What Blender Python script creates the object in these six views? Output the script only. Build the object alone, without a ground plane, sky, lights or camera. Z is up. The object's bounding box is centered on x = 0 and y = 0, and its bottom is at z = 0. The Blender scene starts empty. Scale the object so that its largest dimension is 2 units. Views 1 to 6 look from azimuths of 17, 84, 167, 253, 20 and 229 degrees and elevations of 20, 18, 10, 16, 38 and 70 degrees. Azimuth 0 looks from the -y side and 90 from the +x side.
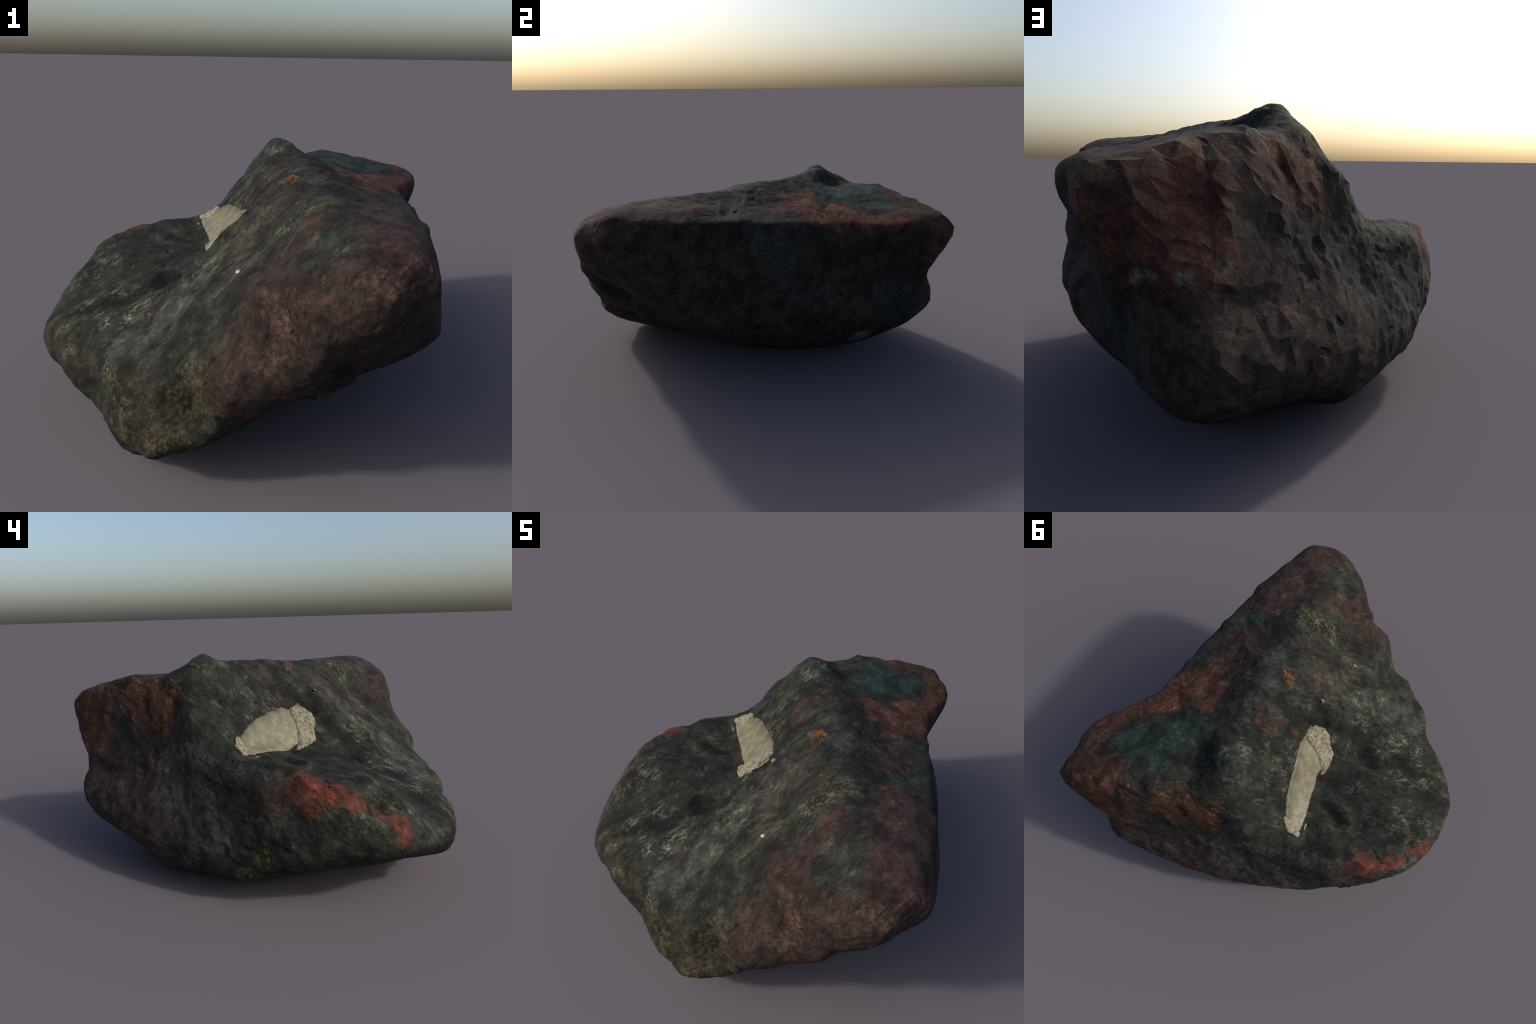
"""A dark, weathered boulder with a pale quartz lens set in its upper hollow.

The stone is one rounded, angular mass.  Its form is laid down as a set of named
landmarks (crests, rims, hollows, bulges) in metres; a smooth skin is stretched
through them, then broken up with noise relief and facets.
"""
import math
import random

import bmesh
import bpy
import numpy as np
from mathutils import Vector, noise

random.seed(11)
rng = np.random.default_rng(11)

HEART = np.array([0.08, 0.05, 0.34])          # inner point the skin is stretched around

LANDMARKS = {
    "crown": [
        (0.22, -0.17, 1), (0.22, -0.035, 1.03), (0.335, -0.045, 1), (0.495, -0.035, 0.935), (0.495, 0.08, 0.93),
        (0.325, 0.175, 0.98), (0.225, 0.36, 0.99), (0.14, 0.41, 0.99), (0.11, 0.5, 0.98), (0.08, 0.37, 1.06),
        (-0.01, 0.53, 0.985), (0.02, 0.345, 1.07), (-0.02, 0.33, 1.06), (-0.09, 0.465, 0.975), (0.065, 0.085, 0.98),
        (-0.14, 0.325, 0.92), (-0.145, 0.33, 0.845), (-0.085, 0.24, 0.92), (-0.02, -0.09, 0.775), (0.045, -0.25, 0.845),
    ],
    "east_upper_slope": [
        (0.705, -0.145, 0.9), (0.8, -0.16, 0.64), (0.685, 0.005, 0.885), (0.655, 0.14, 0.87), (0.685, 0.185, 0.665),
        (0.675, 0.27, 0.57), (0.645, 0.275, 0.855),
    ],
    "north_upper_slope": [
        (0.36, 0.855, 0.91), (0.34, 0.86, 0.76), (0.24, 0.585, 0.975), (0.26, 0.76, 0.95), (0.26, 0.845, 0.755),
        (0.195, 0.735, 0.955), (0.175, 0.665, 0.98), (0.18, 0.775, 0.72), (0.125, 0.745, 0.73), (0.08, 0.64, 0.94),
        (0.06, 0.64, 0.875), (-0.06, 0.625, 0.615), (-0.1, 0.515, 0.86),
    ],
    "northeast_upper_slope": [
        (0.635, 0.39, 0.61), (0.62, 0.385, 0.665), (0.66, 0.48, 0.82), (0.465, 0.36, 0.925), (0.62, 0.485, 0.875),
        (0.655, 0.545, 0.715), (0.675, 0.61, 0.855), (0.665, 0.63, 0.7), (0.7, 0.675, 0.81), (0.565, 0.575, 0.885),
        (0.61, 0.645, 0.65), (0.675, 0.745, 0.77), (0.6, 0.705, 0.91), (0.595, 0.71, 0.625), (0.655, 0.8, 0.855),
        (0.62, 0.77, 0.715), (0.445, 0.64, 0.925), (0.63, 0.95, 0.77), (0.595, 0.91, 0.875), (0.515, 0.82, 0.9),
        (0.47, 0.93, 0.88), (0.46, 0.965, 0.83),
    ],
    "northwest_upper_slope": [
        (-0.14, 0.54, 0.695), (-0.155, 0.48, 0.89), (-0.22, 0.465, 0.825), (-0.22, 0.4, 0.83), (-0.38, 0.335, 0.655),
        (-0.275, 0.26, 0.71), (-0.515, 0.32, 0.605), (-0.275, 0.2, 0.665),
    ],
    "south_upper_slope": [
        (0.11, -0.695, 0.67), (0.105, -0.425, 0.765), (0.14, -0.585, 0.73), (0.18, -0.695, 0.73), (0.205, -0.52, 0.805),
        (0.285, -0.85, 0.81), (0.325, -0.87, 0.74), (0.29, -0.695, 0.8), (0.43, -0.86, 0.9), (0.5, -0.975, 0.72),
        (0.375, -0.665, 0.93), (-0.03, -0.325, 0.785),
    ],
    "southeast_upper_slope": [
        (0.49, -0.915, 0.88), (0.435, -0.735, 0.91), (0.295, -0.395, 0.94), (0.565, -0.815, 0.97), (0.415, -0.525, 0.985),
        (0.655, -0.92, 0.925), (0.705, -0.945, 0.865), (0.37, -0.38, 0.995), (0.445, -0.475, 0.99), (0.755, -0.85, 0.815),
        (0.565, -0.585, 0.985), (0.745, -0.8, 0.705), (0.77, -0.785, 0.96), (0.815, -0.81, 0.87), (0.8, -0.76, 0.76),
        (0.795, -0.675, 0.88), (0.765, -0.615, 0.94), (0.55, -0.375, 0.97), (0.83, -0.585, 0.735), (0.47, -0.255, 0.97),
        (0.625, -0.365, 0.97), (0.76, -0.415, 0.92), (0.805, -0.4, 0.775), (0.785, -0.33, 0.635), (0.64, -0.235, 0.92),
        (0.725, -0.275, 0.915), (0.735, -0.24, 0.77), (0.705, -0.215, 0.92),
    ],
    "southwest_upper_slope": [
        (-0.175, -0.07, 0.635), (-0.395, -0.255, 0.58), (-0.355, -0.31, 0.56), (-0.155, -0.18, 0.635), (-0.25, -0.32, 0.535),
        (-0.275, -0.405, 0.535), (-0.235, -0.49, 0.56),
    ],
    "west_upper_slope": [
        (-0.52, 0.23, 0.64), (-0.4, 0.185, 0.635), (-0.5, 0.18, 0.65), (-0.565, 0.145, 0.645), (-0.605, 0.15, 0.615),
        (-0.635, 0.1, 0.635), (-0.69, 0.05, 0.615), (-0.325, 0.05, 0.59), (-0.38, 0.045, 0.59), (-0.505, 0.01, 0.58),
        (-0.72, -0.005, 0.605), (-0.515, 0.005, 0.64), (-0.475, -0.02, 0.595), (-0.26, -0.015, 0.595), (-0.525, -0.13, 0.59),
        (-0.195, -0.04, 0.6), (-0.58, -0.195, 0.595),
    ],
    "east_girdle": [
        (0.765, -0.19, 0.49), (0.765, 0.05, 0.435), (0.79, 0.1, 0.47), (0.78, 0.195, 0.43),
    ],
    "north_girdle": [
        (0.46, 0.97, 0.61), (0.425, 0.935, 0.465), (0.41, 0.9, 0.22), (0.32, 0.98, 0.405), (0.315, 0.97, 0.275),
        (0.25, 0.875, 0.6), (0.205, 0.915, 0.38), (0.175, 0.82, 0.5), (0.115, 0.89, 0.285), (0.065, 0.785, 0.465),
        (-0.015, 0.69, 0.54), (-0.035, 0.805, 0.235), (-0.115, 0.72, 0.38),
    ],
    "northeast_girdle": [
        (0.73, 0.39, 0.43), (0.59, 0.41, 0.215), (0.63, 0.49, 0.455), (0.66, 0.515, 0.34), (0.52, 0.57, 0.21),
        (0.605, 0.695, 0.56), (0.535, 0.77, 0.49), (0.58, 0.88, 0.595), (0.5, 0.805, 0.455), (0.525, 0.885, 0.53),
        (0.52, 0.925, 0.605), (0.49, 0.91, 0.465), (0.47, 0.93, 0.34), (0.465, 0.92, 0.53),
    ],
    "northwest_girdle": [
        (-0.265, 0.525, 0.47), (-0.425, 0.405, 0.515), (-0.55, 0.325, 0.45),
    ],
    "south_girdle": [
        (0.08, -0.88, 0.34), (0.12, -0.975, 0.27), (0.145, -0.905, 0.54), (0.19, -0.96, 0.32), (0.245, -1.01, 0.485),
        (0.26, -0.74, 0.23), (0.32, -0.925, 0.615), (0.33, -0.935, 0.41), (0.285, -0.745, 0.285), (0.33, -0.83, 0.34),
        (0.41, -0.95, 0.63), (-0.225, -0.855, 0.405), (-0.145, -0.94, 0.205), (-0.125, -0.92, 0.34), (-0.08, -0.725, 0.52),
        (-0.115, -0.925, 0.14), (-0.045, -0.95, 0.135), (-0.03, -0.93, 0.405), (-0.035, -0.975, 0.27), (-0.005, -0.99, 0.2),
        (0.04, -0.875, 0.15), (0.035, -1.005, 0.27),
    ],
    "southeast_girdle": [
        (0.51, -0.985, 0.645), (0.51, -0.925, 0.555), (0.505, -0.855, 0.475), (0.45, -0.695, 0.395), (0.42, -0.63, 0.29),
        (0.48, -0.71, 0.34), (0.52, -0.775, 0.525), (0.51, -0.715, 0.455), (0.64, -0.925, 0.7), (0.535, -0.725, 0.4),
        (0.605, -0.81, 0.585), (0.555, -0.695, 0.495), (0.595, -0.72, 0.44), (0.69, -0.835, 0.655), (0.545, -0.615, 0.375),
        (0.605, -0.65, 0.47), (0.73, -0.75, 0.61), (0.83, -0.65, 0.625), (0.79, -0.59, 0.535), (0.76, -0.495, 0.48),
        (0.845, -0.49, 0.53), (0.855, -0.43, 0.56), (0.845, -0.285, 0.41),
    ],
    "southwest_girdle": [
        (-0.76, -0.315, 0.49), (-0.75, -0.385, 0.225), (-0.835, -0.43, 0.295), (-0.635, -0.345, 0.49), (-0.615, -0.38, 0.145),
        (-0.445, -0.275, 0.54), (-0.64, -0.445, 0.44), (-0.47, -0.335, 0.53), (-0.755, -0.535, 0.38), (-0.74, -0.6, 0.255),
        (-0.7, -0.57, 0.18), (-0.585, -0.485, 0.13), (-0.61, -0.57, 0.455), (-0.63, -0.665, 0.26), (-0.47, -0.505, 0.465),
        (-0.375, -0.425, 0.495), (-0.575, -0.69, 0.38), (-0.54, -0.685, 0.155), (-0.415, -0.61, 0.465), (-0.385, -0.735, 0.4),
        (-0.31, -0.61, 0.47), (-0.345, -0.8, 0.28), (-0.22, -0.62, 0.485), (-0.305, -0.81, 0.385),
    ],
    "west_girdle": [
        (-0.7, 0.145, 0.47), (-0.74, 0.105, 0.25), (-0.73, 0.05, 0.57), (-0.765, -0.01, 0.555), (-0.745, -0.065, 0.59),
        (-0.85, -0.14, 0.455), (-0.775, -0.135, 0.54), (-0.75, -0.18, 0.48), (-0.855, -0.21, 0.42), (-0.71, -0.18, 0.6),
        (-0.76, -0.245, 0.525), (-0.865, -0.285, 0.3), (-0.665, -0.22, 0.56), (-0.815, -0.285, 0.45),
    ],
    "east_lower_flank": [
        (0.54, 0.05, 0.135),
    ],
    "north_lower_flank": [
        (0.285, 0.585, 0.01), (0.08, 0.63, 0.085), (-0.025, 0.63, 0.09), (-0.16, 0.68, 0.11),
    ],
    "northwest_lower_flank": [
        (-0.15, 0.6, 0.045), (-0.365, 0.535, 0.135), (-0.545, 0.33, 0.12),
    ],
    "south_lower_flank": [
        (0.22, -0.475, 0.11), (-0.185, -0.83, 0.025), (-0.13, -0.73, 0), (0.005, -0.27, 0.015), (-0.04, -0.63, 0.045),
        (-0.08, -0.88, 0.08),
    ],
    "southeast_lower_flank": [
        (0.335, -0.305, 0.12), (0.475, -0.315, 0.19),
    ],
    "west_lower_flank": [
        (-0.6, 0.05, 0.145), (-0.615, -0.095, 0.145), (-0.365, -0.11, 0.035),
    ],
    "underside": [
        (0.2, -0.025, 0.005), (0.08, 0.095, 0), (0.065, 0.28, 0.01), (-0.1, 0.065, 0), (0.065, -0.175, 0.02),
    ],
}

# ---------------------------------------------------------------- the skin
points = np.array([p for group in LANDMARKS.values() for p in group])
offsets = points - HEART
reach = np.linalg.norm(offsets, axis=1)
bearings = offsets / reach[:, None]


def gap(a, b):
    return np.sqrt(np.sum((a[:, None] - b[None]) ** 2, axis=2) + 0.02 ** 2)


# The inverse reach is interpolated: a flat face is then a linear function of the
# bearing, so the skin stays flat between landmarks and folds at the crests.
count = len(points)
system = np.zeros((count + 4, count + 4))
system[:count, :count] = gap(bearings, bearings) - 0.006 * np.eye(count)
system[:count, count] = 1.0
system[:count, count + 1:] = bearings
system[count:, :count] = system[:count, count:].T
weights = np.linalg.solve(system, np.concatenate([1.0 / reach, np.zeros(4)]))


def skin_reach(directions):
    """Distance from the heart to the skin along unit directions."""
    out = np.empty(len(directions))
    for start in range(0, len(directions), 4000):
        part = directions[start:start + 4000]
        out[start:start + 4000] = gap(part, bearings) @ weights[:count] + weights[count] + part @ weights[count + 1:]
    return 1.0 / out


def smoothstep(lo, hi, x):
    t = np.clip((x - lo) / (hi - lo), 0.0, 1.0)
    return t * t * (3 - 2 * t)


def noise_at(places, scale, seed, octaves=4):
    shift = Vector((seed * 7.31, seed * 3.17, seed * 5.71))
    return np.array([noise.fractal(Vector(p) * scale + shift, 1.0, 2.0, octaves) for p in places])


def icosphere(level):
    mesh = bmesh.new()
    bmesh.ops.create_icosphere(mesh, subdivisions=level, radius=1.0)
    dirs = np.array([v.co[:] for v in mesh.verts])
    faces = [[v.index for v in f.verts] for f in mesh.faces]
    mesh.free()
    return dirs / np.linalg.norm(dirs, axis=1)[:, None], np.array(faces)

# ---------------------------------------------------------------- carved detail
# Pockets pressed into the skin: (centre, radius, depth)
POCKETS = [
    ((0.140, 0.425, 0.995), 0.062, 0.014),     # shadowed pocket behind the summit knob
    ((-0.405, 0.190, 0.640), 0.045, 0.030),    # hole at the low end of the quartz
    ((-0.520, -0.135, 0.592), 0.035, 0.014),   # hole on the hollow's far slope
    ((-0.280, -0.345, 0.530), 0.062, 0.034),   # deep end of the hollow
    ((-0.205, -0.375, 0.565), 0.055, 0.022),
    ((-0.145, -0.320, 0.620), 0.050, 0.010),
    ((0.335, -0.045, 0.998), 0.018, 0.010),    # pock on the crest
    ((0.080, -0.090, 0.905), 0.040, 0.012),    # dark cleft running up from the quartz
    ((-0.020, -0.200, 0.785), 0.040, 0.022),
    ((-0.085, -0.250, 0.700), 0.042, 0.024),
    ((-0.120, 0.719, 0.380), 0.022, 0.012),    # flaked hole, north-west flank
    ((-0.014, 0.692, 0.538), 0.024, 0.012),
    ((-0.059, 0.624, 0.616), 0.024, 0.012),
    ((0.065, 0.785, 0.466), 0.024, 0.010),
    ((0.058, 0.639, 0.874), 0.024, 0.012),
]
# Thin raised seams and ledges: (start, end, half width, height)
SEAMS = [
    ((-0.150, -0.215, 0.625), (-0.400, -0.260, 0.585), 0.022, 0.014),   # rib across the hollow
    ((-0.400, -0.260, 0.585), (-0.560, -0.390, 0.500), 0.025, 0.010),
    ((0.045, -0.255, 0.850), (-0.085, -0.360, 0.700), 0.018, 0.010),    # lip along the dark cleft
    ((-0.080, -0.425, 0.670), (-0.120, -0.470, 0.636), 0.028, 0.014),
    ((-0.120, -0.470, 0.636), (-0.210, -0.495, 0.585), 0.028, 0.020),
    ((0.220, -0.160, 1.000), (0.045, -0.250, 0.850), 0.018, 0.010),
    ((-0.060, -0.700, 0.545), (0.200, -0.520, 0.805), 0.016, 0.008),
    ((0.150, -0.900, 0.560), (0.200, -0.975, 0.330), 0.012, 0.010),     # edge of the front block
    ((-0.306, -0.822, 0.380), (-0.050, -0.985, 0.150), 0.018, 0.008),
    ((0.620, -0.150, 0.925), (0.330, -0.090, 0.990), 0.014, 0.006),
    ((0.660, -0.260, 0.930), (0.420, -0.240, 0.985), 0.014, 0.006),
    ((0.766, -0.613, 0.942), (0.762, -0.416, 0.921), 0.030, 0.009),     # sharp east rim
    ((0.762, -0.416, 0.921), (0.705, -0.147, 0.903), 0.030, 0.009),
    ((0.705, -0.147, 0.903), (0.653, 0.139, 0.869), 0.030, 0.009),
    ((0.653, 0.139, 0.869), (0.621, 0.404, 0.863), 0.030, 0.009),
    ((0.621, 0.404, 0.863), (0.681, 0.614, 0.856), 0.030, 0.009),
    ((0.681, 0.614, 0.856), (0.656, 0.797, 0.855), 0.030, 0.010),
    ((0.477, 0.940, 0.886), (0.264, 0.770, 0.956), 0.030, 0.009),       # north rim
    ((0.264, 0.770, 0.956), (0.165, 0.690, 0.978), 0.026, 0.009),
    ((0.165, 0.690, 0.978), (-0.010, 0.533, 0.987), 0.026, 0.006),
    ((0.580, 0.965, 0.800), (0.610, 0.955, 0.780), 0.080, 0.016),       # north-east tip
    ((-0.866, -0.270, 0.400), (-0.860, -0.330, 0.370), 0.090, -0.009),  # west end, worn back
    ((0.020, 0.345, 1.075), (0.000, 0.330, 1.070), 0.050, 0.013),       # summit
    ((0.445, -0.475, 0.995), (0.330, -0.045, 1.000), 0.035, 0.005),     # main crest
    ((0.330, -0.045, 1.000), (0.020, 0.345, 1.075), 0.030, 0.005),
]
STREAK = np.array([0.52, 0.63, 0.60])
STREAK = STREAK / np.linalg.norm(STREAK)       # the bedding runs up this way


def distance_to_segment(places, a, b):
    a, b = np.array(a), np.array(b)
    t = np.clip((places - a) @ (b - a) / ((b - a) @ (b - a)), 0, 1)
    return np.linalg.norm(places - (a + t[:, None] * (b - a)), axis=1)


def relief(places):
    """Height added along the bearing, in metres."""
    height = np.zeros(len(places))
    for centre, radius, depth in POCKETS:
        height -= depth * np.exp(-(np.linalg.norm(places - np.array(centre), axis=1) / radius) ** 3)
    for a, b, width, rise in SEAMS:
        height += rise * np.exp(-(distance_to_segment(places, a, b) / width) ** 2)
    along = (places @ STREAK)[:, None] * STREAK
    bedded = (places - along) + along * 0.28
    lumps = noise_at(places, 5.0, 1, 3)
    streaks = noise_at(bedded, 26.0, 2, 4)
    pits = noise_at(places, 17.0, 3, 4)
    front = smoothstep(-0.2, 0.35, (places - HEART) @ np.array([-0.45, -0.55, 0.70]))
    height += 0.006 * lumps - 0.0035
    height += 0.0050 * streaks * front
    height += (0.0045 - 0.002 * front) * pits - 0.007 * smoothstep(0.35, 0.8, pits)
    return height


# ---------------------------------------------------------------- inlays
QUARTZ_OUTLINE = [
    (-0.308, 0.285, 0.690), (-0.264, 0.254, 0.717), (-0.223, 0.217, 0.743), (-0.163, 0.141, 0.775),
    (-0.096, 0.040, 0.791), (-0.029, -0.045, 0.801), (-0.016, -0.088, 0.782), (-0.074, -0.094, 0.735),
    (-0.123, -0.095, 0.684), (-0.173, -0.076, 0.637), (-0.225, -0.014, 0.625), (-0.252, 0.046, 0.628),
    (-0.280, 0.105, 0.633), (-0.325, 0.180, 0.640), (-0.345, 0.250, 0.645), (-0.335, 0.276, 0.668),
]
CRUST_OUTLINES = [
    [(-0.016, -0.085, 0.782), (0.002, -0.134, 0.803), (-0.028, -0.165, 0.775), (-0.055, -0.190, 0.751),
     (-0.082, -0.200, 0.721), (-0.114, -0.183, 0.681), (-0.153, -0.184, 0.636), (-0.192, -0.119, 0.627),
     (-0.214, -0.063, 0.627), (-0.149, -0.085, 0.657), (-0.103, -0.089, 0.707), (-0.061, -0.088, 0.746)],
    [(-0.264, 0.254, 0.717), (-0.279, 0.238, 0.690), (-0.312, 0.232, 0.660), (-0.355, 0.235, 0.640),
     (-0.360, 0.262, 0.645), (-0.322, 0.295, 0.680), (-0.280, 0.275, 0.715)],
]
FLECKS = [("quartz_fleck", (0.138, -0.586, 0.732), 0.008, 0.9), ("grey_pebble", (0.047, -0.250, 0.848), 0.010, 0.28)]


def plane_frame(outline):
    ring = np.array(outline)
    middle = ring.mean(axis=0)
    _, _, axes = np.linalg.svd(ring - middle)
    normal = axes[2] if axes[2] @ (middle - HEART) > 0 else -axes[2]
    u = axes[0]
    v = np.cross(normal, u)
    return ring, middle, u, v


def inside_distance(pts, ring):
    """Signed distance to a closed 2D ring, positive inside."""
    inside = np.zeros(len(pts), bool)
    nearest = np.full(len(pts), 9.0)
    for a, b in zip(ring, np.roll(ring, -1, axis=0)):
        crosses = (a[1] > pts[:, 1]) != (b[1] > pts[:, 1])
        inside ^= crosses & (pts[:, 0] < (b[0] - a[0]) * (pts[:, 1] - a[1]) / (b[1] - a[1] + 1e-12) + a[0])
        t = np.clip(((pts - a) @ (b - a)) / ((b - a) @ (b - a)), 0, 1)
        nearest = np.minimum(nearest, np.linalg.norm(pts - a - t[:, None] * (b - a), axis=1))
    return np.where(inside, nearest, -nearest)


quartz_ring, quartz_middle, quartz_u, quartz_v = plane_frame(QUARTZ_OUTLINE)
quartz_flat = np.stack([(quartz_ring - quartz_middle) @ quartz_u, (quartz_ring - quartz_middle) @ quartz_v], 1)


def over_quartz(places):
    local = places - quartz_middle
    near = np.linalg.norm(local, axis=1) < 0.35
    out = np.full(len(places), -1.0)
    out[near] = inside_distance(np.stack([local[near] @ quartz_u, local[near] @ quartz_v], 1), quartz_flat)
    return out


# ---------------------------------------------------------------- the stone
def subdivide(faces, vertex_count):
    """One midpoint split of a triangle mesh: new faces and the parents of each new vertex."""
    edges = np.sort(np.concatenate([faces[:, [0, 1]], faces[:, [1, 2]], faces[:, [2, 0]]]), axis=1)
    unique, inverse = np.unique(edges, axis=0, return_inverse=True)
    inverse = inverse.reshape(-1) + vertex_count
    n = len(faces)
    ab, bc, ca = inverse[:n], inverse[n:2 * n], inverse[2 * n:]
    a, b, c = faces.T
    split = np.concatenate([np.stack(t, 1) for t in ((a, ab, ca), (b, bc, ab), (c, ca, bc), (ab, bc, ca))])
    return split, unique


coarse_dirs, coarse_faces = icosphere(6)
# break the regularity of the net so that facets differ in size and outline
coarse_dirs = coarse_dirs + rng.normal(0, 0.0085, coarse_dirs.shape)
coarse_dirs /= np.linalg.norm(coarse_dirs, axis=1)[:, None]


def facet_share(places):
    """1 where the stone is broken into flat chips (north, west and under), 0 where it is worn."""
    bearing = (places - HEART) / np.linalg.norm(places - HEART, axis=1)[:, None]
    lean = bearing @ np.array([-0.30, 0.80, -0.35])
    return smoothstep(0.10, 0.34, lean + 0.12 * noise_at(places, 4.0, 9, 2))


coarse = HEART + coarse_dirs * skin_reach(coarse_dirs)[:, None]
stretched = coarse * np.array([1.0, 1.0, 0.35])
size = np.minimum(skin_reach(coarse_dirs) / 0.85, 1.0) ** 1.5
facet_lift = (0.010 * noise_at(stretched, 15.0, 21, 2) + rng.normal(0, 0.0028, len(coarse))) * size - 0.003  # uneven heights copy the coarse triangles of the scanned mesh
for centre, radius, depth in POCKETS:
    facet_lift -= depth * np.exp(-(np.linalg.norm(coarse - np.array(centre), axis=1) / radius) ** 3)
for a, b, width, rise in SEAMS:
    facet_lift += rise * np.exp(-(distance_to_segment(coarse, a, b) / max(width, 0.03)) ** 2)
faceted = coarse + coarse_dirs * facet_lift[:, None]

dirs, faces = coarse_dirs, coarse_faces
for _ in range(2):
    faces, parents = subdivide(faces, len(dirs))
    middle = dirs[parents].mean(axis=1)
    dirs = np.concatenate([dirs, middle / np.linalg.norm(middle, axis=1)[:, None]])
    faceted = np.concatenate([faceted, faceted[parents].mean(axis=1)])

skin = HEART + dirs * skin_reach(dirs)[:, None]
share = facet_share(skin)
height = relief(skin)
lens = over_quartz(skin)
height = height * (1 - smoothstep(-0.012, 0.004, lens)) - 0.007 * smoothstep(-0.004, 0.010, lens)
worn = skin + dirs * height[:, None]
stone = worn * (1 - share)[:, None] + faceted * share[:, None]
lowest = stone[:, 2].min()
stone[:, 2] = np.where(stone[:, 2] < 0.25, 0.25 + (stone[:, 2] - 0.25) * 0.25 / (0.25 - lowest), stone[:, 2])


def make_object(name, places, triangles, material, parent, flat=None):
    mesh = bpy.data.meshes.new(name)
    mesh.from_pydata(places.tolist(), [], triangles.tolist())
    smooth = np.ones(len(triangles), bool) if flat is None else ~flat
    mesh.polygons.foreach_set("use_smooth", smooth)
    mesh.materials.append(material)
    mesh.update()
    thing = bpy.data.objects.new(name, mesh)
    bpy.context.collection.objects.link(thing)
    thing.parent = parent
    return thing


def inlay(outline, step, lift, margin, bumps, seed):
    """A solid lens following the skin inside an outline, its rim buried in the stone."""
    ring, middle, u, v = plane_frame(outline)
    flat_ring = np.stack([(ring - middle) @ u, (ring - middle) @ v], 1)
    lo, hi = flat_ring.min(0) - 2 * step, flat_ring.max(0) + 2 * step
    nx, ny = ((hi - lo) / step).astype(int) + 1
    gx, gy = np.meshgrid(lo[0] + step * np.arange(nx), lo[1] + step * np.arange(ny), indexing="ij")
    grid = np.stack([gx.ravel(), gy.ravel()], 1)
    raw = middle + grid[:, :1] * u + grid[:, 1:] * v
    ragged = inside_distance(grid, flat_ring) + 0.35 * margin * noise_at(raw, 45.0, seed, 3)
    bearing = raw - HEART
    bearing /= np.linalg.norm(bearing, axis=1)[:, None]
    rise = -0.012 + (lift + 0.012) * smoothstep(-margin, margin, ragged) + bumps * noise_at(raw, 60.0, seed + 4, 3) * (ragged > -margin)
    top = HEART + bearing * (skin_reach(bearing) + rise)[:, None]
    base = HEART + bearing * (skin_reach(bearing) - 0.035)[:, None]
    keep = (ragged > -margin * 1.6).reshape(nx, ny)
    cell = keep[:-1, :-1] & keep[1:, :-1] & keep[:-1, 1:] & keep[1:, 1:]
    i, j = np.nonzero(cell)
    index = lambda a, b: a * ny + b
    quads = np.stack([index(i, j), index(i + 1, j), index(i + 1, j + 1), index(i, j + 1)], 1)
    tris = np.concatenate([quads[:, [0, 1, 2]], quads[:, [0, 2, 3]]])
    directed = np.concatenate([tris[:, [0, 1]], tris[:, [1, 2]], tris[:, [2, 0]]])
    known = set(map(tuple, directed.tolist()))
    border = np.array([e for e in directed.tolist() if (e[1], e[0]) not in known])
    n = len(grid)
    walls = np.concatenate([np.stack([border[:, 1], border[:, 0], border[:, 0] + n], 1),
                            np.stack([border[:, 1], border[:, 0] + n, border[:, 1] + n], 1)])
    every = np.concatenate([tris, tris[:, ::-1] + n, walls])
    places = np.concatenate([top, base])
    used = np.unique(every)
    remap = np.zeros(2 * n, int)
    remap[used] = np.arange(len(used))
    normal_sum = np.cross(top[tris[:, 1]] - top[tris[:, 0]], top[tris[:, 2]] - top[tris[:, 0]]).sum(0)
    every = remap[every]
    return places[used], (every if normal_sum @ (middle - HEART) > 0 else every[:, ::-1])


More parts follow.
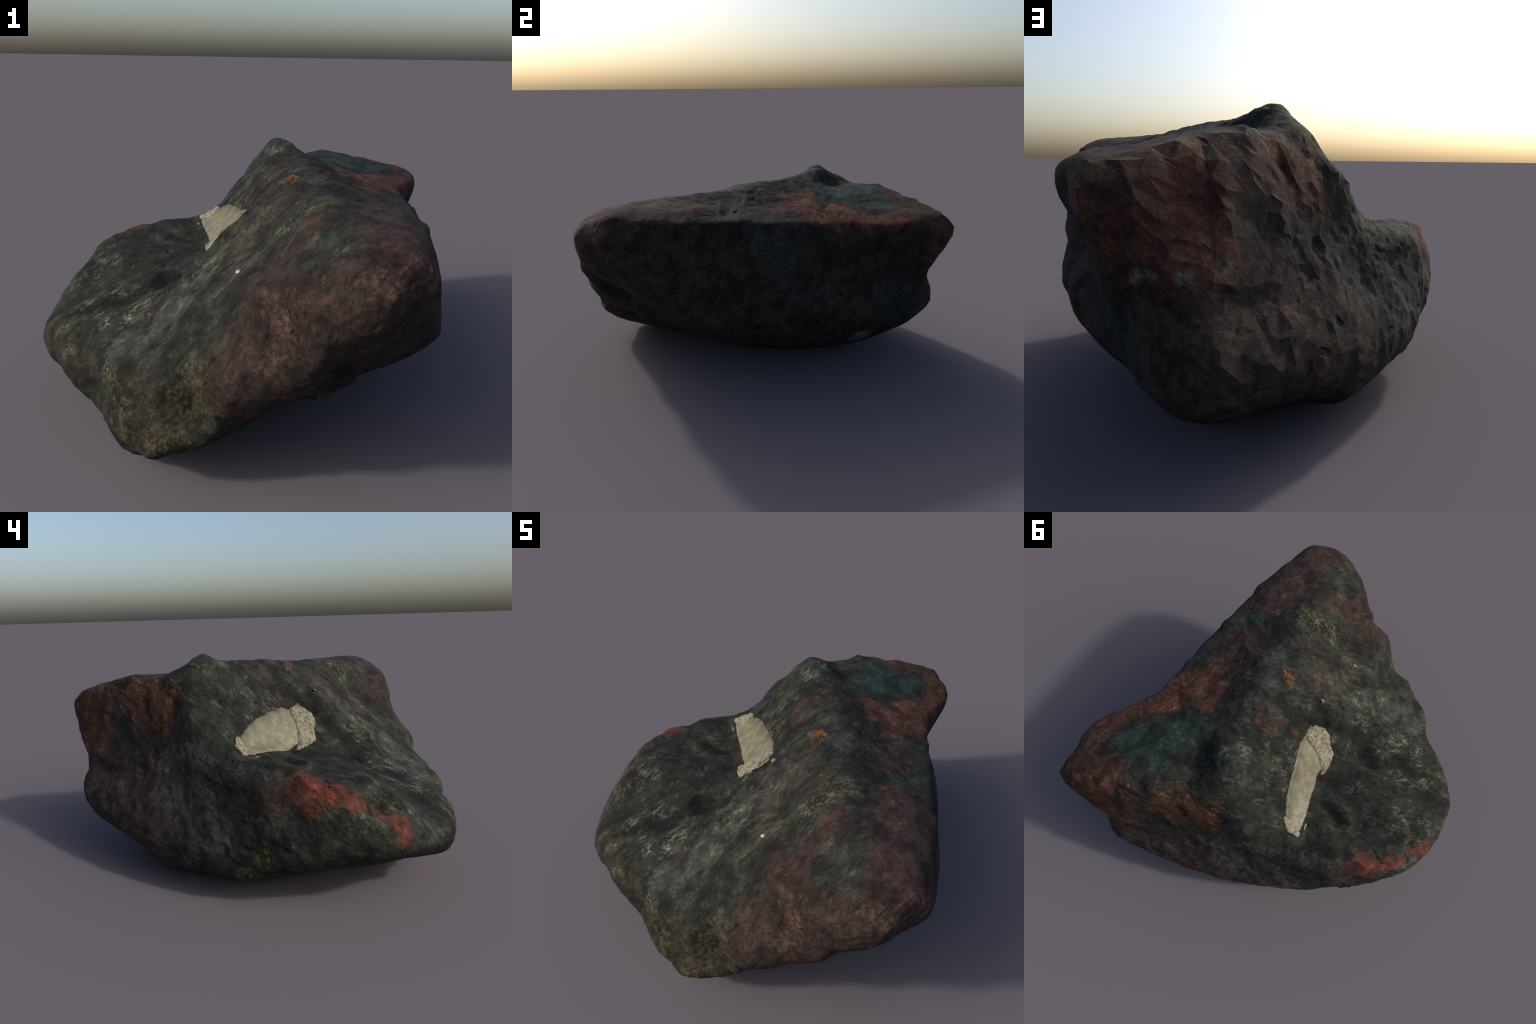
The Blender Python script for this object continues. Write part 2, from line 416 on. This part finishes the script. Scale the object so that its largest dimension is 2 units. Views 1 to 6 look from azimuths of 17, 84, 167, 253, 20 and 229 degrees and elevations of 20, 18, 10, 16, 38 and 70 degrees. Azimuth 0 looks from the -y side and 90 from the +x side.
# ---------------------------------------------------------------- materials
class Graph:
    """Small helper that writes shader nodes as expressions."""

    def __init__(self, name):
        self.material = bpy.data.materials.new(name)
        self.material.use_nodes = True
        self.tree = self.material.node_tree
        self.shader = self.tree.nodes["Principled BSDF"]
        self.position = self.tree.nodes.new("ShaderNodeTexCoord").outputs["Object"]

    def put(self, node, slot, value):
        if isinstance(value, bpy.types.NodeSocket):
            self.tree.links.new(value, node.inputs[slot])
        else:
            node.inputs[slot].default_value = value

    def math(self, op, a, b=0.0, clamp=False):
        node = self.tree.nodes.new("ShaderNodeMath")
        node.operation, node.use_clamp = op, clamp
        self.put(node, 0, a)
        self.put(node, 1, b)
        return node.outputs[0]

    def vector(self, op, a, b=(0, 0, 0), scale=None):
        node = self.tree.nodes.new("ShaderNodeVectorMath")
        node.operation = op
        self.put(node, 0, a)
        self.put(node, 1, b)
        if scale is not None:
            self.put(node, 3, scale)
        return node.outputs["Value" if op in ("DISTANCE", "DOT_PRODUCT", "LENGTH") else "Vector"]

    def noise(self, at, scale, detail=4.0, rough=0.55, warp=0.0, colour=False):
        node = self.tree.nodes.new("ShaderNodeTexNoise")
        self.put(node, "Vector", at)
        for slot, value in (("Scale", scale), ("Detail", detail), ("Roughness", rough), ("Distortion", warp)):
            self.put(node, slot, value)
        return node.outputs["Color" if colour else "Fac"]

    def ramp(self, value, low, high, to_low=0.0, to_high=1.0, smooth=True):
        node = self.tree.nodes.new("ShaderNodeMapRange")
        node.interpolation_type = "SMOOTHSTEP" if smooth else "LINEAR"
        self.put(node, 0, value)
        for slot, number in zip((1, 2, 3, 4), (low, high, to_low, to_high)):
            self.put(node, slot, number)
        return node.outputs[0]

    def mix(self, share, a, b, blend="MIX"):
        node = self.tree.nodes.new("ShaderNodeMix")
        node.data_type, node.blend_type = "RGBA", blend
        self.put(node, 0, share)
        for slot, value in ((6, a), (7, b)):
            self.put(node, slot, value if isinstance(value, bpy.types.NodeSocket) else (*value, 1.0))
        return node.outputs[2]

    def scaled(self, colour, factor):
        node = self.tree.nodes.new("ShaderNodeVectorMath")
        node.operation = "SCALE"
        self.put(node, 0, colour)
        self.put(node, 3, factor)
        return node.outputs[0]

    def blobs(self, at, balls, soft):
        """Share (0..1) of a patch made of overlapping balls (x, y, z, radius)."""
        nearest = None
        for x, y, z, radius in balls:
            d = self.math("SUBTRACT", self.vector("DISTANCE", at, (x, y, z)), radius)
            nearest = d if nearest is None else self.math("MINIMUM", nearest, d)
        return self.ramp(nearest, soft, -soft)

    def finish(self, colour, rough, bump_height=None, bump=0.3, distance=0.01, specular=0.35):
        self.put(self.shader, "Base Color", colour)
        self.put(self.shader, "Roughness", rough)
        self.put(self.shader, "Specular IOR Level", specular)
        if bump_height is not None:
            node = self.tree.nodes.new("ShaderNodeBump")
            node.inputs["Strength"].default_value = bump
            node.inputs["Distance"].default_value = distance
            self.put(node, "Height", bump_height)
            self.put(self.shader, "Normal", node.outputs[0])
        return self.material

# Mineral and other colour patches: name, colour, softness of the edge, strength, mottling, balls (x, y, z, radius)
PATCHES = [
    ("north brown", (0.044, 0.027, 0.021), 0.10, 0.9, 0.3, [
        (0.22, 0.81, 0.79, 0.16), (0.16, 0.86, 0.47, 0.20), (0.30, 0.96, 0.44, 0.18), (0.30, 0.97, 0.30, 0.20), (0.00, 0.81, 0.22, 0.15)]),
    ("north grey", (0.036, 0.033, 0.027), 0.08, 0.9, 0.3, [(-0.20, 0.55, 0.57, 0.17), (-0.32, 0.57, 0.40, 0.18), (-0.48, 0.42, 0.30, 0.12)]),
    ("east maroon", (0.03, 0.017, 0.0145), 0.10, 0.9, 0.35, [
        (0.83, -0.62, 0.78, 0.25), (0.78, -0.33, 0.64, 0.25), (0.78, -0.01, 0.60, 0.25), (0.64, 0.47, 0.61, 0.28), (0.60, -0.30, 0.30, 0.30), (0.45, 0.20, 0.10, 0.30)]),
    ("east teal", (0.018, 0.023, 0.02), 0.06, 0.8, 0.4, [
        (0.74, -0.06, 0.82, 0.07), (0.75, 0.05, 0.73, 0.09), (0.78, 0.04, 0.60, 0.08), (0.59, 0.65, 0.47, 0.10), (0.53, 0.75, 0.39, 0.12)]),
    ("underside pale teal", (0.1, 0.12, 0.11), 0.025, 0.8, 0.5, [(0.73, 0.11, 0.22, 0.03), (0.66, 0.31, 0.17, 0.05), (0.51, 0.53, 0.12, 0.06)]),  # pale teal tone low on the east side
    ("lobe maroon", (0.036, 0.0195, 0.0165), 0.06, 0.85, 0.55, [
        (0.30, -0.81, 0.78, 0.10), (0.40, -0.91, 0.76, 0.13), (0.56, -0.97, 0.79, 0.16), (0.66, -0.95, 0.87, 0.14), (0.71, -0.85, 0.95, 0.12),
        (0.24, -0.91, 0.61, 0.09), (0.28, -0.97, 0.50, 0.12), (0.42, -0.95, 0.60, 0.16), (0.60, -0.80, 0.55, 0.18)]),
    ("south crest maroon", (0.04, 0.022, 0.019), 0.05, 0.9, 0.4, [(0.52, -0.06, 0.94, 0.11), (0.54, -0.17, 0.96, 0.08), (0.65, -0.41, 0.96, 0.10), (0.64, -0.60, 0.98, 0.11), (0.71, -0.74, 0.97, 0.11), (0.36, -0.73, 0.88, 0.06), (0.42, -0.62, 0.97, 0.05)]),
    ("lobe green", (0.022, 0.024, 0.018), 0.06, 0.95, 0.2, [(0.51, -0.81, 0.96, 0.10), (0.48, -0.91, 0.86, 0.07), (0.43, -0.80, 0.91, 0.07), (0.47, -0.72, 0.97, 0.10), (0.60, -0.90, 0.92, 0.05)]),
    ("pink mottle", (0.082, 0.045, 0.035), 0.06, 0.8, 1.0, [
        (0.37, -0.89, 0.76, 0.06), (0.40, -0.93, 0.70, 0.05), (0.67, -0.94, 0.90, 0.06), (0.36, -0.95, 0.60, 0.04), (0.75, -0.86, 0.90, 0.05)]),
    ("front olive", (0.066, 0.056, 0.024), 0.06, 0.95, 1.0, [
        (-0.25, -0.86, 0.37, 0.05), (-0.16, -0.93, 0.29, 0.11), (0.00, -1.00, 0.22, 0.14), (0.07, -0.95, 0.39, 0.09), (0.09, -0.92, 0.48, 0.06)]),
    ("front brown mottle", (0.03, 0.021, 0.016), 0.06, 0.6, 0.6, [(-0.12, -0.93, 0.36, 0.08), (0.02, -0.96, 0.33, 0.07), (0.07, -0.93, 0.45, 0.05)]),
    ("valley grey", (0.046, 0.047, 0.038), 0.05, 0.8, 0.6, [
        (-0.20, -0.71, 0.47, 0.07), (-0.11, -0.61, 0.57, 0.08), (-0.06, -0.53, 0.64, 0.07), (0.01, -0.44, 0.72, 0.06), (0.09, -0.40, 0.80, 0.05)]),
    ("valley brown", (0.043, 0.033, 0.027), 0.05, 0.8, 0.6, [(0.15, -0.38, 0.84, 0.06), (0.16, -0.30, 0.90, 0.06), (0.14, -0.57, 0.73, 0.06), (0.05, -0.32, 0.80, 0.05), (0.10, -0.48, 0.76, 0.06), (-0.26, -0.60, 0.50, 0.05)]),
    ("valley blue", (0.039, 0.046, 0.04), 0.04, 0.8, 0.5, [(-0.28, -0.73, 0.43, 0.06), (-0.19, -0.69, 0.48, 0.05)]),
    ("hollow dark", (0.013, 0.015, 0.012), 0.05, 0.75, 0.5, [(-0.28, -0.20, 0.60, 0.07), (-0.20, -0.27, 0.57, 0.06), (-0.23, -0.39, 0.56, 0.05)]),  # near-black tone on the floor of the hollow
    ("cleft black", (0.009, 0.0085, 0.007), 0.024, 0.95, 0.0, [  # dark mineral band, deepened with painted occlusion along the cleft
        (0.140, -0.060, 0.98, 0.026), (0.105, -0.075, 0.94, 0.030), (0.070, -0.090, 0.90, 0.034), (0.035, -0.140, 0.855, 0.034), (0.000, -0.190, 0.81, 0.038), (-0.035, -0.230, 0.77, 0.036),
        (-0.070, -0.270, 0.73, 0.038), (-0.110, -0.310, 0.67, 0.040), (-0.150, -0.350, 0.62, 0.046), (-0.185, -0.380, 0.58, 0.055), (-0.230, -0.360, 0.555, 0.050), (-0.280, -0.340, 0.53, 0.050)]),
    ("left olive", (0.048, 0.048, 0.022), 0.05, 0.7, 0.9, [(-0.60, -0.62, 0.42, 0.06), (-0.48, -0.68, 0.42, 0.04)]),
    ("west green", (0.022, 0.024, 0.018), 0.06, 0.9, 0.3, [(-0.82, 0.00, 0.42, 0.13), (-0.86, -0.14, 0.38, 0.10), (-0.78, -0.35, 0.30, 0.12)]),
    ("west brown", (0.032, 0.019, 0.014), 0.03, 0.9, 0.3, [(-0.64, 0.20, 0.54, 0.06), (-0.60, 0.24, 0.50, 0.05)]),
    ("crest black", (0.016, 0.017, 0.014), 0.05, 0.85, 0.4, [(-0.16, 0.50, 0.81, 0.06), (-0.25, 0.46, 0.68, 0.08), (-0.40, 0.42, 0.54, 0.10)]),
    ("west olive", (0.085, 0.078, 0.034), 0.03, 0.85, 0.9, [(-0.65, 0.25, 0.25, 0.05), (-0.58, 0.31, 0.15, 0.06)]),
    ("flank brown", (0.04, 0.023, 0.017), 0.06, 0.8, 0.5, [(-0.06, 0.70, 0.47, 0.10), (-0.03, 0.78, 0.38, 0.09), (-0.21, 0.69, 0.29, 0.10)]),
    ("north red brown", (0.064, 0.025, 0.015), 0.08, 0.95, 0.35, [
        (0.36, 0.88, 0.78, 0.13), (0.07, 0.66, 0.85, 0.10), (-0.03, 0.59, 0.80, 0.09), (0.28, 0.90, 0.65, 0.08), (0.52, 0.99, 0.77, 0.16), (0.43, 0.96, 0.70, 0.14)]),
    ("north rim ochre", (0.125, 0.058, 0.019), 0.04, 0.85, 1.0, [
        (0.37, 0.86, 0.90, 0.03), (0.24, 0.77, 0.94, 0.035), (0.14, 0.67, 0.95, 0.045), (0.05, 0.60, 0.95, 0.045), (-0.06, 0.54, 0.93, 0.05), (0.17, 0.74, 0.89, 0.03), (-0.06, 0.54, 0.86, 0.04)]),
    ("dark north green", (0.019, 0.024, 0.019), 0.03, 0.75, 0.8, [(0.125, 0.745, 0.73, 0.05), (0.00, 0.66, 0.68, 0.05)]),
    ("teal slab", (0.02, 0.034, 0.029), 0.035, 0.95, 0.3, [(0.44, 0.60, 0.93, 0.08), (0.37, 0.50, 0.95, 0.10), (0.32, 0.40, 0.97, 0.08), (0.28, 0.60, 0.97, 0.06), (0.25, 0.33, 0.99, 0.04)]),
    ("corner brown", (0.058, 0.028, 0.016), 0.035, 0.9, 0.3, [(0.56, 0.87, 0.89, 0.10), (0.40, 0.78, 0.93, 0.08), (0.62, 0.75, 0.88, 0.07)]),
    ("slab red", (0.08, 0.032, 0.02), 0.035, 1.0, 0.3, [(0.55, 0.25, 0.92, 0.085), (0.48, 0.16, 0.94, 0.085), (0.41, 0.16, 0.96, 0.06), (0.53, 0.37, 0.91, 0.065), (0.62, 0.50, 0.88, 0.07), (0.65, 0.63, 0.88, 0.06), (0.37, 0.24, 0.97, 0.04), (0.63, 0.36, 0.88, 0.06)]),
    ("teal strips", (0.025, 0.036, 0.03), 0.03, 0.8, 0.4, [(0.63, 0.08, 0.90, 0.035), (0.67, -0.23, 0.92, 0.045), (0.58, -0.28, 0.95, 0.03)]),
    ("ridge grey", (0.036, 0.037, 0.033), 0.04, 0.8, 0.3, [(0.26, -0.06, 1.02, 0.05), (0.33, -0.18, 1.01, 0.05)]),
    ("knob green", (0.034, 0.04, 0.032), 0.05, 0.7, 0.7, [(0.00, 0.32, 1.06, 0.07), (-0.10, 0.30, 0.96, 0.06)]),
    ("knob red", (0.075, 0.029, 0.025), 0.025, 0.8, 0.8, [(0.08, 0.08, 1.00, 0.045), (0.01, -0.04, 0.85, 0.02), (0.06, 0.00, 0.93, 0.02)]),
    ("rim red", (0.098, 0.028, 0.018), 0.03, 0.95, 0.35, [
        (-0.71, 0.10, 0.60, 0.06), (-0.73, 0.09, 0.52, 0.05), (-0.76, 0.01, 0.57, 0.05), (-0.80, -0.07, 0.54, 0.03), (-0.79, -0.18, 0.48, 0.025), (-0.82, -0.24, 0.44, 0.035), (-0.85, -0.27, 0.38, 0.035)]),
    ("lichen", (0.09, 0.088, 0.048), 0.045, 0.8, 1.0, [(0.36, -0.48, 0.96, 0.05), (0.31, -0.54, 0.89, 0.045), (0.22, -0.55, 0.81, 0.03), (0.42, -0.46, 0.98, 0.04)]),
    ("orange stain", (0.175, 0.070, 0.018), 0.018, 0.9, 0.9, [(0.22, -0.165, 1.00, 0.028), (0.19, -0.17, 0.975, 0.016), (0.29, -0.395, 0.942, 0.008), (0.55, -0.375, 0.968, 0.014), (0.463, 0.36, 0.927, 0.014)]),
    ("pale patch", (0.160, 0.165, 0.130), 0.025, 0.75, 1.0, [(-0.32, -0.61, 0.47, 0.03), (-0.30, -0.815, 0.385, 0.022), (-0.41, -0.63, 0.455, 0.02)]),
    ("pale spots", (0.13, 0.13, 0.11), 0.014, 0.85, 0.9, [(-0.165, -0.908, 0.335, 0.012), (0.491, -0.912, 0.880, 0.008)]),
    ("north pale vein", (0.11, 0.105, 0.085), 0.018, 0.85, 0.8, [(0.47, 0.96, 0.59, 0.028), (0.36, 0.94, 0.60, 0.016), (0.25, 0.875, 0.60, 0.018), (0.116, 0.645, 0.966, 0.006)]),
]
# these tint the green stone, under the pale flecks; the others are laid over them
BEDROCK = {"valley grey", "valley blue", "valley brown", "hollow dark", "knob green", "west green", "left olive", "lobe green", "crest black"}
# where the pale hairlines of the green stone are dense
THREADED = [(-0.50, -0.40, 0.50, 0.34), (-0.05, -0.45, 0.68, 0.22), (-0.10, 0.15, 0.82, 0.18), (0.00, 0.32, 1.05, 0.10), (-0.70, -0.10, 0.45, 0.15)]


def stone_material():
    g = Graph("weathered_stone")
    p = g.position
    broad = g.vector("SUBTRACT", g.noise(p, 6.0, 3, colour=True), (0.5, 0.5, 0.5))
    fine = g.vector("SUBTRACT", g.noise(p, 24.0, 4, colour=True), (0.5, 0.5, 0.5))
    warped = g.vector("ADD", g.vector("ADD", p, g.vector("SCALE", broad, scale=0.10)), g.vector("SCALE", fine, scale=0.06))

    bed = g.tree.nodes.new("ShaderNodeMapping")
    bed.vector_type = "TEXTURE"
    bed.inputs["Rotation"].default_value = Vector(STREAK).to_track_quat("X", "Z").to_euler()
    bed.inputs["Scale"].default_value = (2.5, 1.0, 1.0)
    g.put(bed, "Vector", g.vector("ADD", p, g.vector("SCALE", broad, scale=0.10)))
    bedded = bed.outputs[0]

    swirl = g.noise(bedded, 11.0, 6, 0.62, 0.6)
    ground = g.mix(g.ramp(swirl, 0.36, 0.64), (0.0075, 0.0085, 0.0066), (0.0215, 0.0230, 0.0178))
    ground = g.mix(g.ramp(g.noise(p, 7.0, 4), 0.50, 0.68, 0.0, 0.6), ground, (0.025, 0.0175, 0.0130))

    mottle = g.noise(p, 32.0, 5, 0.65)
    mottled = g.ramp(mottle, 0.40, 0.58)
    speckled = g.ramp(g.noise(p, 58.0, 6, 0.68, 0.4), 0.46, 0.60)
    def lay(ground, patches):
        for _, colour, soft, strength, mottling, balls in patches:
            share = g.math("MULTIPLY", g.blobs(warped, [(x, y, z, r * 1.12 + 0.006) for x, y, z, r in balls], soft * 0.7), strength)
            if mottling > 0:
                share = g.math("MULTIPLY", share, g.ramp(speckled if mottling > 0.85 else mottled, 0.0, 1.0, 1.0 - mottling, 1.0, False))
            ground = g.mix(share, ground, colour)
        return ground

    ground = lay(ground, [p for p in PATCHES if p[0] in BEDROCK])
    # pale flecks and hairlines that follow the bedding
    veil = g.math("MAXIMUM", g.blobs(warped, THREADED, 0.10), 0.25)
    dense = g.math("MULTIPLY", g.ramp(g.noise(p, 8.0, 3), 0.40, 0.62), veil)
    line = g.math("ABSOLUTE", g.math("SUBTRACT", g.noise(bedded, 17.0, 5, 0.6, 0.8), 0.5))
    hair = g.math("MULTIPLY", g.ramp(line, 0.022, 0.002), dense)
    ground = g.mix(g.math("MULTIPLY", hair, 0.8), ground, (0.135, 0.143, 0.105))
    fleck = g.math("MULTIPLY", g.ramp(g.noise(bedded, 38.0, 5, 0.62, 0.5), 0.54, 0.65), g.math("MULTIPLY", g.math("ADD", dense, 0.02), 0.9))
    ground = g.mix(fleck, ground, (0.082, 0.089, 0.066))

    ground = lay(ground, [p for p in PATCHES if p[0] not in BEDROCK])

    grain = g.noise(bedded, 58.0, 8, 0.75)
    ground = g.scaled(ground, g.ramp(grain, 0.38, 0.64, 0.45, 1.55, False))
    ground = g.scaled(ground, g.ramp(g.noise(p, 13.0, 5, 0.6), 0.38, 0.62, 0.50, 1.35, False))
    ground = g.scaled(ground, g.ramp(g.noise(p, 130.0, 5, 0.7), 0.40, 0.60, 0.82, 1.15, False))
    ground = g.scaled(ground, g.ramp(g.noise(p, 60.0, 4, 0.6), 0.58, 0.70, 1.0, 0.45))
    height = g.math("ADD", g.math("MULTIPLY", grain, 0.7), g.math("MULTIPLY", g.noise(p, 90.0, 5, 0.6), 0.3))
    return g.finish(ground, g.ramp(mottle, 0.3, 0.7, 0.75, 0.95, False), height, 0.6, 0.014, 0.2)


def quartz_material():
    g = Graph("pale_quartz")
    cloud = g.noise(g.position, 30.0, 6, 0.65)
    colour = g.mix(g.ramp(cloud, 0.35, 0.65), (0.100, 0.092, 0.053), (0.160, 0.154, 0.102))
    colour = g.mix(g.ramp(g.noise(g.position, 11.0, 3), 0.5, 0.68, 0.0, 0.5), colour, (0.122, 0.130, 0.100))
    # brown stain where the lens dives under the dark rock
    warped = g.vector("ADD", g.position, g.vector("SCALE", g.vector("SUBTRACT", g.noise(g.position, 20.0, 4, colour=True), (0.5, 0.5, 0.5)), scale=0.04))
    stain = g.blobs(warped, [(x, y, z, r + 0.012) for x, y, z, r in [(-0.285, 0.275, 0.712, 0.030), (-0.240, 0.240, 0.742, 0.034), (-0.185, 0.180, 0.772, 0.036), (-0.130, 0.100, 0.793, 0.034), (-0.070, 0.010, 0.805, 0.028), (-0.020, -0.050, 0.805, 0.020)]], 0.040)
    colour = g.mix(g.math("MULTIPLY", stain, 0.9), colour, (0.048, 0.040, 0.022))
    return g.finish(colour, 0.5, cloud, 0.25, 0.006, 0.4)


def crust_material():
    g = Graph("granular_crust")
    grains = g.noise(g.position, 70.0, 5, 0.7)
    colour = g.mix(g.ramp(grains, 0.38, 0.62), (0.110, 0.098, 0.060), (0.250, 0.235, 0.165))
    colour = g.mix(g.ramp(g.noise(g.position, 28.0, 3), 0.56, 0.66, 0.0, 0.6), colour, (0.070, 0.062, 0.038))
    return g.finish(colour, 0.7, grains, 0.6, 0.01)


def fleck_material(bright):
    g = Graph("white_fleck" if bright > 0.8 else "grey_pebble")
    colour = g.mix(g.noise(g.position, 80.0, 3), (0.340, 0.340, 0.300), (0.500, 0.500, 0.460))
    colour = g.scaled(colour, bright)
    return g.finish(colour, 0.6)


# ---------------------------------------------------------------- assembly
rock = bpy.data.objects.new("rock", None)
bpy.context.collection.objects.link(rock)
rock["label"] = "dark angular boulder with pale quartz inclusion, red and teal patches"
rock["category"] = "rock"

flat = share[faces].min(axis=1) > 0.6
make_object("stone_body", stone, faces, stone_material(), rock, flat)

places, triangles = inlay(QUARTZ_OUTLINE, 0.004, 0.004, 0.016, 0.0008, 31)
make_object("quartz_lens", places, triangles, quartz_material(), rock)

crust = crust_material()
for number, outline in enumerate(CRUST_OUTLINES):
    places, triangles = inlay(outline, 0.0035, 0.010, 0.010, 0.006, 41 + number)
    make_object("quartz_crust", places, triangles, crust, rock)

ball_dirs, ball_faces = icosphere(4)
for kind, spot, size, bright in FLECKS:
    spot = np.array(spot)
    bearing = (spot - HEART) / np.linalg.norm(spot - HEART)
    near = np.argmax(dirs @ bearing)
    seat = stone[near]
    lump = ball_dirs * (size * (1 + 0.55 * noise_at(ball_dirs, 1.6, 60 + size * 100, 3)))[:, None]
    lump -= (lump @ bearing)[:, None] * bearing * 0.55
    make_object(kind, seat + lump, ball_faces, fleck_material(bright), rock)
